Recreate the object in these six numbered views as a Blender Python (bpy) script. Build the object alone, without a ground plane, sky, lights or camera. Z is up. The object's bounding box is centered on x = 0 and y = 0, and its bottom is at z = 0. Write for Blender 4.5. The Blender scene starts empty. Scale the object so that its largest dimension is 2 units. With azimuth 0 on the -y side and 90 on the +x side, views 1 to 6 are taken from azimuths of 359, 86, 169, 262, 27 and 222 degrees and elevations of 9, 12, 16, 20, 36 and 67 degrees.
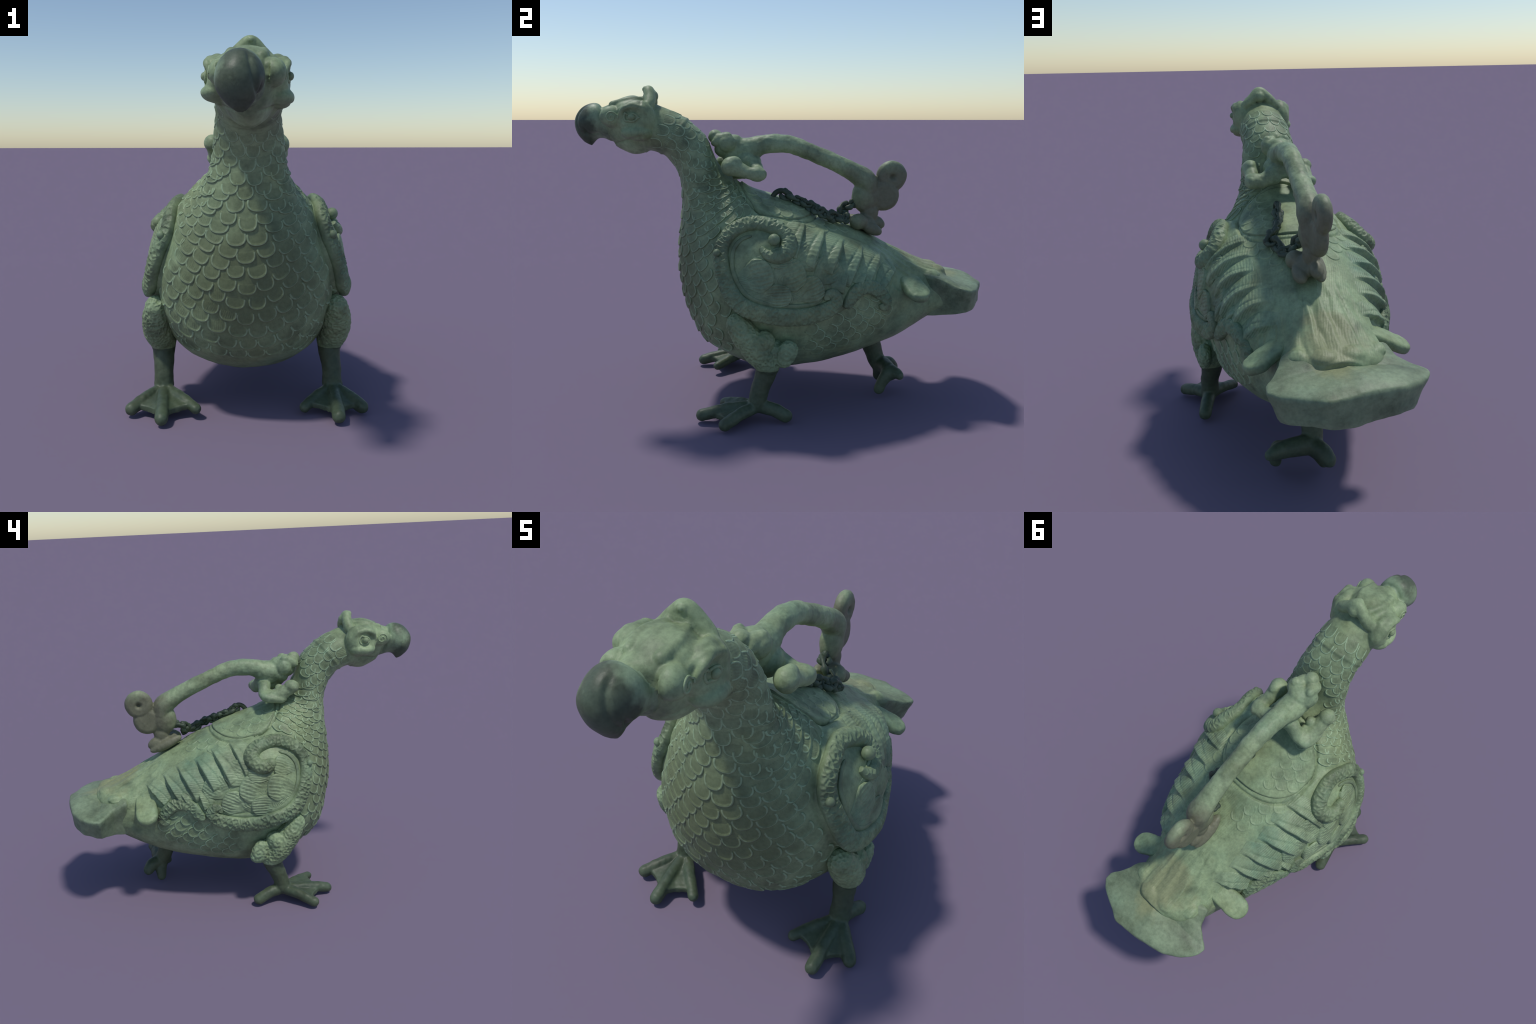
# Bronze bird-shaped wine vessel: hollow-cast bird with scaly breast, scrolled wings,
# a crouching-beast handle, an oval lid with a chain, and three webbed feet.
import bpy, bmesh, math
import numpy as np
from mathutils import Vector, Matrix, Euler, noise
from mathutils.bvhtree import BVHTree

rng = np.random.default_rng(7)
V3 = lambda *a: np.array(a, float)

# ------------------------------------------------------------------ primitives
def catmull(P, n):
    """Catmull-Rom through the rows of P, n steps per interval."""
    P = np.asarray(P, float)
    Q = np.vstack([2 * P[0] - P[1], P, 2 * P[-1] - P[-2]])
    out = []
    for i in range(1, len(Q) - 2):
        a, b, c, d = Q[i - 1], Q[i], Q[i + 1], Q[i + 2]
        for t in np.arange(n) / n:
            out.append(0.5 * ((2 * b) + (c - a) * t + (2 * a - 5 * b + 4 * c - d) * t * t + (3 * b - 3 * c + d - a) * t ** 3))
    out.append(P[-1])
    return np.array(out)

def rings_mesh(R):
    """Closed tube from an array of rings (n, m, 3), capped at both ends."""
    n, m, _ = R.shape
    v = R.reshape(-1, 3)
    f = []
    for i in range(n - 1):
        for j in range(m):
            k = (j + 1) % m
            f.append((i * m + j, i * m + k, (i + 1) * m + k, (i + 1) * m + j))
    v = np.vstack([v, R[0].mean(0), R[-1].mean(0)])
    a, b = n * m, n * m + 1
    for j in range(m):
        k = (j + 1) % m
        f.append((a, k, j))
        f.append((b, (n - 1) * m + j, (n - 1) * m + k))
    return v, f

def frames(path):
    """Smooth tangents and parallel-transported normals along a path."""
    t = np.gradient(path, axis=0)
    t /= np.linalg.norm(t, axis=1)[:, None] + 1e-12
    up = V3(0, 0, 1) if abs(t[0][2]) < 0.9 else V3(0, 1, 0)
    n = up - t[0] * (up @ t[0]); n /= np.linalg.norm(n)
    N = [n]
    for i in range(1, len(path)):
        n = N[-1] - t[i] * (N[-1] @ t[i]); n /= np.linalg.norm(n)
        N.append(n)
    N = np.array(N)
    return t, N, np.cross(t, N)

def cap(pts, n=6, m=20):
    """Round-ended tube through control points (x, y, z, r)."""
    C = catmull(pts, n) if len(pts) > 2 else np.array([np.array(pts[0]) * (1 - t) + np.array(pts[1]) * t for t in np.linspace(0, 1, n + 1)])
    path, r = C[:, :3], np.abs(C[:, 3])
    t, N, B = frames(path)
    P, R, T_, N_, B_ = [], [], [], [], []
    for a in np.linspace(-math.pi / 2, 0, 6)[:-1]:
        P.append(path[0] + t[0] * r[0] * math.sin(a)); R.append(max(r[0] * math.cos(a), 1e-4)); N_.append(N[0]); B_.append(B[0])
    for i in range(len(path)):
        P.append(path[i]); R.append(r[i]); N_.append(N[i]); B_.append(B[i])
    for a in np.linspace(0, math.pi / 2, 6)[1:]:
        P.append(path[-1] + t[-1] * r[-1] * math.sin(a)); R.append(max(r[-1] * math.cos(a), 1e-4)); N_.append(N[-1]); B_.append(B[-1])
    th = np.linspace(0, 2 * math.pi, m, endpoint=False)
    rings = np.array([p + q * (np.cos(th)[:, None] * a + np.sin(th)[:, None] * b) for p, q, a, b in zip(P, R, N_, B_)])
    return rings_mesh(rings)

def ell(c, r, rot=(0, 0, 0), n=18, m=28, p=2.0):
    """Ellipsoid (superquadric for p > 2) at c, radii r, Euler rotation in degrees."""
    M = np.array(Euler([math.radians(a) for a in rot]).to_matrix())
    a = np.linspace(-math.pi / 2, math.pi / 2, n)
    th = np.linspace(0, 2 * math.pi, m, endpoint=False)
    s = lambda x: np.sign(x) * np.abs(x) ** (2.0 / p)
    R = np.array([[(s(max(math.cos(i), 1e-3)) * s(math.cos(j)), s(max(math.cos(i), 1e-3)) * s(math.sin(j)), s(math.sin(i))) for j in th] for i in a])
    return rings_mesh((R * np.array(r)) @ M.T + np.array(c))

def puck(c, r, half, n=40):
    """Round-edged disc whose axis is x."""
    prof = [(-half, 0.0), (-half, r - half * 0.8), (-half * 0.75, r - half * 0.3), (-half * 0.3, r), (half * 0.3, r), (half * 0.75, r - half * 0.3), (half, r - half * 0.8), (half, 0.0)]
    th = np.linspace(0, 2 * math.pi, n, endpoint=False)
    R = np.array([[(x, max(q, 1e-4) * math.cos(t), max(q, 1e-4) * math.sin(t)) for t in th] for x, q in prof])
    return rings_mesh(R + np.array(c))

def loft(sec, n=6, m=64):
    """Loft through sections (Ty, Tz, By, Bz, half width, exponent, taper, x0).
    T and B are the upper and lower profile points of the section in the plane x = 0."""
    S = catmull(sec, n)
    th = np.linspace(0, 2 * math.pi, m, endpoint=False)
    c, s = np.cos(th), np.sin(th)
    R = []
    for Ty, Tz, By, Bz, hw, p, tap, x0 in S:
        e = 2.0 / p
        cc, ss = np.sign(c) * np.abs(c) ** e, np.sign(s) * np.abs(s) ** e
        M, D = V3(0, (Ty + By) / 2, (Tz + Bz) / 2), V3(0, (Ty - By) / 2, (Tz - Bz) / 2)
        x = hw * ss * (1 + tap * cc) + x0
        R.append(M + D * cc[:, None] + np.stack([x, 0 * x, 0 * x], 1))
    return rings_mesh(np.array(R))

def slab(poly, z0, z1):
    """Prism over a polygon given as (x, y) rows between two heights."""
    P = np.asarray(poly, float); k = len(P)
    v = np.vstack([np.c_[P, np.full(k, z0)], np.c_[P, np.full(k, z1)]])
    return v, [tuple(range(k))[::-1], tuple(range(k, 2 * k))] + [(i, (i + 1) % k, k + (i + 1) % k, k + i) for i in range(k)]

def merge(parts):
    v, f, o = [], [], 0
    for a, b in parts:
        v.append(np.asarray(a)); f += [tuple(i + o for i in q) for q in b]; o += len(a)
    return np.vstack(v), f

def to_mesh(name, v, f):
    me = bpy.data.meshes.new(name)
    me.from_pydata(np.asarray(v).tolist(), [], [tuple(int(i) for i in q) for q in f])
    me.update()
    return me

def fuse(parts, voxel, smooth=6):
    """Union of overlapping solids as one even skin; returns vertices, faces (k, 4)."""
    me = to_mesh("tmp", *merge(parts))
    bm = bmesh.new(); bm.from_mesh(me)
    bmesh.ops.recalc_face_normals(bm, faces=bm.faces)
    bm.to_mesh(me); bm.free()
    ob = bpy.data.objects.new("tmp", me)
    bpy.context.scene.collection.objects.link(ob)
    r = ob.modifiers.new("r", "REMESH"); r.mode = "VOXEL"; r.voxel_size = voxel
    if smooth:
        s = ob.modifiers.new("s", "SMOOTH"); s.factor = 0.5; s.iterations = smooth
    ev = ob.evaluated_get(bpy.context.evaluated_depsgraph_get())
    m2 = ev.to_mesh()
    v = np.empty(len(m2.vertices) * 3); m2.vertices.foreach_get("co", v)
    lt = np.empty(len(m2.polygons), int); m2.polygons.foreach_get("loop_total", lt)
    lv = np.empty(len(m2.loops), int); m2.loops.foreach_get("vertex_index", lv)
    f = lv.reshape(-1, 4) if (lt == 4).all() else None
    if f is None:
        st = np.r_[0, np.cumsum(lt)[:-1]]
        f = np.array([[lv[a], lv[a + 1], lv[a + 2], lv[a + min(3, b - 1)]] for a, b in zip(st, lt)])
    ev.to_mesh_clear()
    bpy.data.objects.remove(ob); bpy.data.meshes.remove(me)
    return v.reshape(-1, 3).copy(), f.copy()

def vnormals(v, f):
    n = np.cross(v[f[:, 2]] - v[f[:, 0]], v[f[:, 3]] - v[f[:, 1]])
    out = np.zeros_like(v)
    for k in range(4):
        np.add.at(out, f[:, k], n)
    return out / (np.linalg.norm(out, axis=1)[:, None] + 1e-12)

def fbm(v, scale, octaves=3, seed=0.0):
    o = Vector((seed, seed * 1.7, -seed))
    return np.array([noise.fractal(Vector(p) * scale + o, 1.0, 2.0, octaves) for p in v])

def sstep(a, b, x):
    t = np.clip((x - a) / (b - a), 0, 1)
    return t * t * (3 - 2 * t)

# ------------------------------------------------------------------ scene bookkeeping
COL = bpy.context.scene.collection
root = bpy.data.objects.new("bronze_bird_vessel", None)
root.empty_display_size = 0.1
COL.objects.link(root)
root["label"] = "green patinated bronze bird-shaped vessel with beast handle"
root["category"] = "bronze vessel"

def add(name, me, mat, parent=root, smooth=True, stuff=False):
    ob = bpy.data.objects.new(name, me)
    COL.objects.link(ob)
    ob.parent = parent
    if not me.materials:
        me.materials.append(mat)
    if smooth:
        me.polygons.foreach_set("use_smooth", [True] * len(me.polygons))
    if stuff:
        ob["kind"] = "stuff"
    return ob

def add_regions(v, f, label, spec, parent=root):
    """Cut one smooth skin into named parts that share border vertices and normals.
    spec: list of (name, material, parent key or None)."""
    n = vnormals(v, f)
    made = {}
    for k, (name, mat, par) in enumerate(spec):
        sel = f[label == k]
        if not len(sel):
            continue
        used, inv = np.unique(sel, return_inverse=True)
        me = to_mesh(name, v[used], inv.reshape(-1, 4))
        me.materials.append(mat)
        made[name + str(k)] = ob = add(name, me, mat, made[par] if par else parent)
        me.normals_split_custom_set_from_vertices(n[used].tolist())
    return made

# ------------------------------------------------------------------ materials
def patina(name, tint=(0.165, 0.235, 0.155), var=0.5, teal=0.35, brown=0.0, rough=0.52, bump=0.25, dark=0.0, brown_at=None, olive_at=None, fade=None, edge_tone=0.0, grime=0.45, hatched=0.0):
    m = bpy.data.materials.new(name); m.use_nodes = True
    nt = m.node_tree; N, L = nt.nodes, nt.links
    b = N["Principled BSDF"]
    tc = N.new("ShaderNodeTexCoord")
    def tex(scale, detail=4, rough_=0.6, off=0.0):
        mp = N.new("ShaderNodeMapping"); mp.inputs["Location"].default_value = (off, off * 0.7, -off)
        L.new(tc.outputs["Object"], mp.inputs["Vector"])
        t = N.new("ShaderNodeTexNoise"); t.inputs["Scale"].default_value = scale
        t.inputs["Detail"].default_value = detail; t.inputs["Roughness"].default_value = rough_
        L.new(mp.outputs["Vector"], t.inputs["Vector"])
        return t.outputs["Fac"]
    def ramp(fac, stops):
        r = N.new("ShaderNodeValToRGB"); e = r.color_ramp.elements
        while len(e) < len(stops): e.new(0.5)
        for q, (p, c) in zip(e, stops): q.position = p; q.color = (*c, 1) if len(c) == 3 else c
        L.new(fac, r.inputs["Fac"]); return r.outputs["Color"]
    def mix(fac, a, c, mode="MIX"):
        x = N.new("ShaderNodeMix"); x.data_type = "RGBA"; x.blend_type = mode
        if isinstance(fac, float): x.inputs[0].default_value = fac
        else: L.new(fac, x.inputs[0])
        for i, q in ((6, a), (7, c)):
            if isinstance(q, tuple): x.inputs[i].default_value = (*q, 1)
            else: L.new(q, x.inputs[i])
        return x.outputs[2]
    def val(fac, lo, hi, top):
        r = N.new("ShaderNodeMapRange"); r.inputs[1].default_value = lo; r.inputs[2].default_value = hi
        r.inputs[3].default_value = 0; r.inputs[4].default_value = top
        L.new(fac, r.inputs[0]); return r.outputs[0]
    t = np.array(tint)
    g = lambda k: tuple(float(q) for q in np.clip(t * k, 0, 1))
    col = ramp(tex(7.0, 5, 0.62), [(0.30, g(1 - var)), (0.5, g(1.0)), (0.70, g(1 + var * 0.7))])
    col = mix(val(tex(3.1, 4, 0.6, 4.0), 0.48, 0.68, teal), col, (t[0] * 0.62, t[1] * 0.92, t[2] * 1.05))
    col = mix(val(tex(4.3, 4, 0.6, 9.0), 0.52, 0.72, 0.35), col, (t[0] * 0.98, t[1] * 0.86, t[2] * 0.62))
    if brown:
        f = val(tex(5.0, 3, 0.6, 2.0), 0.35, 0.65, brown)
        if brown_at:
            (cx, cy, cz), rad = brown_at
            vd = N.new("ShaderNodeVectorMath"); vd.operation = "DISTANCE"
            L.new(tc.outputs["Object"], vd.inputs[0]); vd.inputs[1].default_value = (cx, cy, cz)
            k = N.new("ShaderNodeMapRange"); k.inputs[1].default_value = rad; k.inputs[2].default_value = rad * 0.35
            k.inputs[3].default_value = 0; k.inputs[4].default_value = 1.0
            L.new(vd.outputs["Value"], k.inputs[0])
            mu = N.new("ShaderNodeMath"); mu.operation = "MULTIPLY"
            L.new(f, mu.inputs[0]); L.new(k.outputs[0], mu.inputs[1]); f = mu.outputs[0]
        col = mix(f, col, (0.275, 0.265, 0.175))
    col = mix(val(tex(16.0, 6, 0.7, 7.0), 0.52, 0.70, grime), col, (t[0] * 0.42, t[1] * 0.44, t[2] * 0.40))
    def near(centre, rad, inner):
        vd = N.new("ShaderNodeVectorMath"); vd.operation = "DISTANCE"
        L.new(tc.outputs["Object"], vd.inputs[0]); vd.inputs[1].default_value = centre
        ad = N.new("ShaderNodeMath"); ad.operation = "MULTIPLY_ADD"
        L.new(tex(6.0, 4, 0.6, 5.0), ad.inputs[0]); ad.inputs[1].default_value = 0.35; L.new(vd.outputs["Value"], ad.inputs[2])
        k = N.new("ShaderNodeMapRange"); k.inputs[1].default_value = rad + 0.17; k.inputs[2].default_value = inner + 0.17
        L.new(ad.outputs[0], k.inputs[0]); return k.outputs[0]
    if olive_at:
        centre, rad, c2, amt = olive_at
        k = N.new("ShaderNodeMath"); k.operation = "MULTIPLY"; k.inputs[1].default_value = amt
        L.new(near(centre, rad, rad * 0.35), k.inputs[0])
        col = mix(k.outputs[0], col, c2)
    if fade:
        centre, rad, c2 = fade
        col = mix(near(centre, rad, rad * 0.6), col, c2)
    if edge_tone:
        ge = N.new("ShaderNodeNewGeometry")
        pr = N.new("ShaderNodeMapRange"); pr.inputs[1].default_value = 0.52; pr.inputs[2].default_value = 0.60; pr.inputs[4].default_value = edge_tone
        L.new(ge.outputs["Pointiness"], pr.inputs[0])
        mm = N.new("ShaderNodeMath"); mm.operation = "MULTIPLY"
        L.new(pr.outputs[0], mm.inputs[0]); L.new(tex(11.0, 4, 0.6, 6.0), mm.inputs[1])
        col = mix(mm.outputs[0], col, (0.42, 0.54, 0.36))
        dr = N.new("ShaderNodeMapRange"); dr.inputs[1].default_value = 0.48; dr.inputs[2].default_value = 0.41; dr.inputs[4].default_value = 0.75
        L.new(ge.outputs["Pointiness"], dr.inputs[0])
        dm = N.new("ShaderNodeMath"); dm.operation = "MULTIPLY"          # near-black tone mixed into creases by pointiness, broken by noise
        L.new(dr.outputs[0], dm.inputs[0]); L.new(tex(13.0, 5, 0.7, 8.0), dm.inputs[1])
        col = mix(dm.outputs[0], col, (0.035, 0.045, 0.028))
    fine = ramp(tex(60.0, 3, 0.7, 1.0), [(0.25, (0.60, 0.63, 0.60)), (0.6, (1.08, 1.08, 1.08))])
    col = mix(0.55, col, fine, "MULTIPLY")
    L.new(col, b.inputs["Base Color"])
    b.inputs["Roughness"].default_value = rough
    b.inputs["Specular IOR Level"].default_value = 0.35
    bp = N.new("ShaderNodeBump"); bp.inputs["Strength"].default_value = bump; bp.inputs["Distance"].default_value = 0.006
    L.new(tex(38.0, 5, 0.62, 3.0), bp.inputs["Height"])
    last = bp
    if hatched:                                     # fine engraved strokes
        mp = N.new("ShaderNodeMapping"); mp.inputs["Rotation"].default_value = (0.5, 0.3, 0.2)
        L.new(tc.outputs["Object"], mp.inputs["Vector"])
        wv = N.new("ShaderNodeTexWave"); wv.inputs["Scale"].default_value = 32.0; wv.inputs["Distortion"].default_value = 7.0
        wv.inputs["Detail"].default_value = 2.0; wv.inputs["Detail Scale"].default_value = 0.35
        L.new(mp.outputs["Vector"], wv.inputs["Vector"])
        b2 = N.new("ShaderNodeBump"); b2.inputs["Strength"].default_value = hatched; b2.inputs["Distance"].default_value = 0.004
        L.new(wv.outputs["Fac"], b2.inputs["Height"]); L.new(bp.outputs["Normal"], b2.inputs["Normal"]); last = b2
    L.new(last.outputs["Normal"], b.inputs["Normal"])
    return m

GREEN = (0.252, 0.326, 0.18)  # lowered below the sunlit tone to average in the scan's shaded sides
BREAST = (0.02, -0.50, 0.62)
OLIVE = (BREAST, 0.42, (0.128, 0.157, 0.078), 0.9)
REAR = ((0.0, 0.62, 0.92), 0.38, (0.165, 0.168, 0.108))
FLESH = ((0.0, 0.73, 0.66), 0.18, (0.255, 0.282, 0.150))
M_body = patina("green_bronze_patina", GREEN, olive_at=OLIVE, edge_tone=0.5)
M_scale = patina("scale_bronze_patina", (0.205, 0.265, 0.145), bump=0.15, olive_at=OLIVE)
M_pale_lip = patina("pale_lip_patina", (0.31, 0.42, 0.255), var=0.2, grime=0.1, bump=0.1, olive_at=(BREAST, 0.42, (0.205, 0.25, 0.148), 0.9))
M_wing = patina("wing_bronze_patina", (0.20, 0.262, 0.148), teal=0.5, edge_tone=0.45)
M_feather = patina("feather_bronze_patina", (0.235, 0.308, 0.178), teal=0.6, bump=0.15, edge_tone=0.5, hatched=0.3)
M_tail = patina("torso_bronze_patina", GREEN, olive_at=OLIVE, fade=FLESH, edge_tone=0.4, hatched=0.10)
M_plate = patina("tail_bronze_patina", (0.19, 0.245, 0.148), fade=FLESH, edge_tone=0.5)
M_beak = patina("beak_dark_patina", (0.090, 0.112, 0.070), var=0.4, rough=0.48, fade=((0.0, -0.80, 1.42), 0.16, (0.26, 0.345, 0.21)))  # base pushed under the beak's lit tone; part of its baked shading is included
M_leg = patina("leg_shade_darkened_patina", (0.078, 0.102, 0.060), var=0.4, teal=0.35, rough=0.5, edge_tone=0.45)  # tint darkened for the baked shadow beneath the belly; lit feet are greener
M_handle = patina("handle_bronze_patina", (0.262, 0.332, 0.19), fade=REAR, edge_tone=0.4)
M_chain = patina("chain_dark_patina", (0.068, 0.095, 0.062), var=0.5, rough=0.5)

# ------------------------------------------------------------------ the bird's body
E = 2.0
torso = [
    (0.83, 0.635, 0.83, 0.48, 0.10, 2.2, 0, 0), (0.78, 0.652, 0.79, 0.44, 0.180, 2.5, 0.02, -0.006),
    (0.70, 0.684, 0.72, 0.385, 0.202, 2.3, -0.04, -0.006), (0.56, 0.752, 0.56, 0.285, 0.246, 2.1, -0.08, -0.006),
    (0.40, 0.838, 0.38, 0.222, 0.317, 2.1, -0.09, -0.004), (0.22, 0.912, 0.18, 0.179, 0.373, 2.2, -0.09, -0.003),
    (0.08, 0.965, 0.0, 0.159, 0.393, 2.25, -0.09, -0.003), (-0.04, 1.002, -0.16, 0.171, 0.392, 2.2, -0.07, -0.003),
    (-0.13, 1.034, -0.30, 0.233, 0.374, 2.15, -0.06, -0.003), (-0.19, 1.066, -0.400, 0.307, 0.348, 2.15, -0.05, -0.005),
    (-0.235, 1.10, -0.470, 0.443, 0.290, 2.0, -0.05, -0.002), (-0.27, 1.125, -0.505, 0.588, 0.229, 1.92, 0.0, 0.004),
    (-0.295, 1.15, -0.515, 0.722, 0.188, 1.88, 0.05, 0.008), (-0.318, 1.185, -0.502, 0.86, 0.161, 1.88, 0.09, 0.010),
    (-0.338, 1.228, -0.490, 0.985, 0.144, 1.85, 0.12, 0.011), (-0.364, 1.29, -0.498, 1.095, 0.135, 1.9, 0.06, 0.011),
    (-0.40, 1.335, -0.530, 1.172, 0.126, 1.95, 0.03, 0.010), (-0.455, 1.38, -0.578, 1.218, 0.120, E, 0, 0.010),
    (-0.52, 1.415, -0.635, 1.238, 0.117, E, 0, 0.010), (-0.60, 1.447, -0.69, 1.235, 0.113, E, 0, 0.010)]
tail = [
    (0.55, 0.72, 0.55, 0.32, 0.20, 2.3, 0, 0), (0.66, 0.655, 0.66, 0.38, 0.19, 2.6, 0.0, 0),
    (0.74, 0.63, 0.74, 0.41, 0.20, 2.8, 0.0, -0.005), (0.80, 0.60, 0.80, 0.428, 0.21, 3.0, 0.0, -0.01),
    (0.85, 0.575, 0.85, 0.445, 0.20, 3.0, 0.0, -0.01), (0.90, 0.56, 0.90, 0.47, 0.15, 3, 0.0, 0.0)]
head = [
    (-0.56, 1.43, -0.63, 1.245, 0.10, E, 0, 0.01), (-0.63, 1.462, -0.67, 1.224, 0.108, E, 0.15, 0.010),
    (-0.70, 1.494, -0.72, 1.22, 0.108, E, 0.25, 0.010), (-0.76, 1.484, -0.78, 1.245, 0.098, E, 0.25, 0.007),
    (-0.81, 1.458, -0.83, 1.28, 0.082, E, 0.15, 0.002), (-0.85, 1.44, -0.85, 1.29, 0.068, E, 0, -0.005)]
beak = [
    (-0.80, 1.44, -0.80, 1.27, 0.062, E, 0, -0.003), (-0.85, 1.445, -0.845, 1.288, 0.068, E, 0, -0.01),
    (-0.90, 1.459, -0.875, 1.292, 0.078, E, 0.05, -0.018), (-0.955, 1.439, -0.89, 1.288, 0.079, 1.9, 0.05, -0.022),
    (-0.992, 1.387, -0.90, 1.28, 0.068, 1.85, 0.05, -0.025), (-0.988, 1.325, -0.91, 1.268, 0.047, 1.8, 0, -0.022),
    (-0.955, 1.277, -0.918, 1.257, 0.020, E, 0, -0.018)]

body_parts = [loft(torso), loft(tail), loft(head), loft(beak)]
# scalloped flesh edge where the back runs out over the tail plate
for x, y, z, r in ((0.05, 0.788, 0.638, 0.042), (-0.055, 0.776, 0.638, 0.044), (0.13, 0.738, 0.625, 0.042), (-0.15, 0.728, 0.62, 0.042)):
    body_parts.append(ell((x, y - 0.008, z - 0.006), (r * 1.3, r * 1.15, r * 0.68)))
for s in (1, -1):
    # cheek discs round the eyes, jowls, brow lobes
    body_parts += [
        ell((0.006 + s * 0.102, -0.685, 1.382), (0.050, 0.088, 0.088)),
        ell((0.006 + s * 0.112, -0.69, 1.322 if s > 0 else 1.34), (0.050, 0.074, 0.036)),
        ell((0.004 + s * 0.082, -0.80, 1.394), (0.044, 0.060, 0.048), (0, 0, s * 20)),
        ell((0.006 + s * 0.072, -0.715, 1.44), (0.044, 0.068, 0.027), (0, s * 25, 0)),
        cap([(0.006 + s * 0.03, -0.66, 1.474, 0.017), (0.006 + s * 0.055, -0.73, 1.467, 0.019), (0.004 + s * 0.05, -0.80, 1.447, 0.019)]),
        cap([(0.006 + s * 0.10, -0.76, 1.425, 0.014), (0.006 + s * 0.128, -0.71, 1.444, 0.016), (0.006 + s * 0.125, -0.65, 1.43, 0.015)]),
    ]
    # thick arch over the eye
    body_parts.append(cap([(0.006 + s * 0.122, -0.758, 1.395, 0.012), (0.006 + s * 0.135, -0.742, 1.428, 0.015), (0.006 + s * 0.133, -0.70, 1.438, 0.015), (0.006 + s * 0.132, -0.655, 1.428, 0.016), (0.006 + s * 0.128, -0.635, 1.385, 0.014)]))
body_parts.append(ell((0.016, -0.643, 1.478), (0.046, 0.02, 0.036)))
# cowl-like crest across the back of the head
body_parts.append(cap([(-0.10, -0.655, 1.415, 0.02), (-0.062, -0.632, 1.447, 0.024), (-0.022, -0.630, 1.484, 0.025), (0.018, -0.637, 1.515, 0.023),
                       (0.054, -0.630, 1.480, 0.025), (0.088, -0.632, 1.445, 0.024), (0.112, -0.655, 1.415, 0.02)]))
body_parts.append(cap([(0.018, -0.625, 1.49, 0.03), (0.018, -0.638, 1.515, 0.02), (0.018, -0.655, 1.52, 0.014)]))

bv, bf = fuse(body_parts, 0.0050, 4)
bn = vnormals(bv, bf)
bv += bn * (fbm(bv, 9.0, 2, 3.0) * 0.0035)[:, None]

# the wings stand proud of the flanks as thick plates; their outline in side view (y, z)
WING = catmull([(-0.144, 0.948), (-0.25, 0.908), (-0.318, 0.81), (-0.322, 0.735), (-0.308, 0.665), (-0.276, 0.585), (-0.214, 0.522), (-0.137, 0.492), (-0.05, 0.474),
                (0.036, 0.468), (0.125, 0.475), (0.205, 0.496), (0.29, 0.54), (0.38, 0.582), (0.44, 0.575), (0.485, 0.56), (0.50, 0.60), (0.53, 0.66), (0.52, 0.72), (0.46, 0.765),
                (0.40, 0.79), (0.29, 0.835), (0.17, 0.875), (0.08, 0.905), (-0.03, 0.93), (-0.144, 0.948)], 3)

def inside_distance(P, poly):
    """Signed distance of points (n, 2) to a closed polygon, positive inside."""
    a, b = poly[:-1], poly[1:]
    d = np.full(len(P), 1e9); odd = np.zeros(len(P), bool)
    for p, q in zip(a, b):
        e = q - p
        t = np.clip(((P - p) @ e) / (e @ e + 1e-12), 0, 1)
        d = np.minimum(d, np.linalg.norm(P - p - t[:, None] * e, axis=1))
        c = (p[1] > P[:, 1]) != (q[1] > P[:, 1])
        odd ^= c & (P[:, 0] < (q[0] - p[0]) * (P[:, 1] - p[1]) / (q[1] - p[1] + 1e-12) + p[0])
    return np.where(odd, d, -d)

def lid_radius(x, y):
    """1 on the rim of the oval lid seen from above, below 1 inside."""
    return ((np.abs(x) / 0.228) ** 2.3 + (np.abs(y + 0.03) / 0.2) ** 2.3) ** (1 / 2.3)

# eye sockets, the seam round the beak's root, the groove and nostril slit on the beak's right side
bn = vnormals(bv, bf)
for s in (1, -1):
    on = (bv[:, 0] * s > 0.09)
    r = np.hypot((bv[:, 1] + 0.705) / 1.15, bv[:, 2] - 1.392)
    bv -= bn * (on * (0.010 * np.exp(-((r - 0.026) / 0.013) ** 2)))[:, None]
r = np.abs(bv[:, 1] + 0.848 - 0.25 * (1.40 - bv[:, 2]))
bv -= bn * (np.exp(-(r / 0.010) ** 2) * (bv[:, 1] < -0.8) * (np.abs(bv[:, 0] + 0.01) < 0.085) * 0.009)[:, None]
# jowl crease
r = np.abs(bv[:, 2] - 1.290 - 0.25 * (bv[:, 1] + 0.72))
bv -= bn * (np.exp(-(r / 0.006) ** 2) * sstep(-0.82, -0.78, bv[:, 1]) * sstep(-0.64, -0.67, bv[:, 1]) * (np.abs(bv[:, 0]) > 0.04) * 0.006)[:, None]
on = (bv[:, 1] < -0.86) & (bv[:, 0] > -0.005)
gx = (bv[:, 0] - 0.020) + 0.22 * (bv[:, 2] - 1.38)
bv -= bn * (on * np.exp(-(gx / 0.008) ** 2) * sstep(1.29, 1.33, bv[:, 2]) * sstep(1.46, 1.42, bv[:, 2]) * 0.007)[:, None]
sl = np.hypot((bv[:, 1] + 0.935 + 0.5 * (bv[:, 2] - 1.325)) / 0.007, (bv[:, 2] - 1.325) / 0.016)
bv -= bn * ((bv[:, 0] > 0.01) * (bv[:, 1] < -0.88) * np.exp(-sl ** 2) * 0.012)[:, None]

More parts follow.
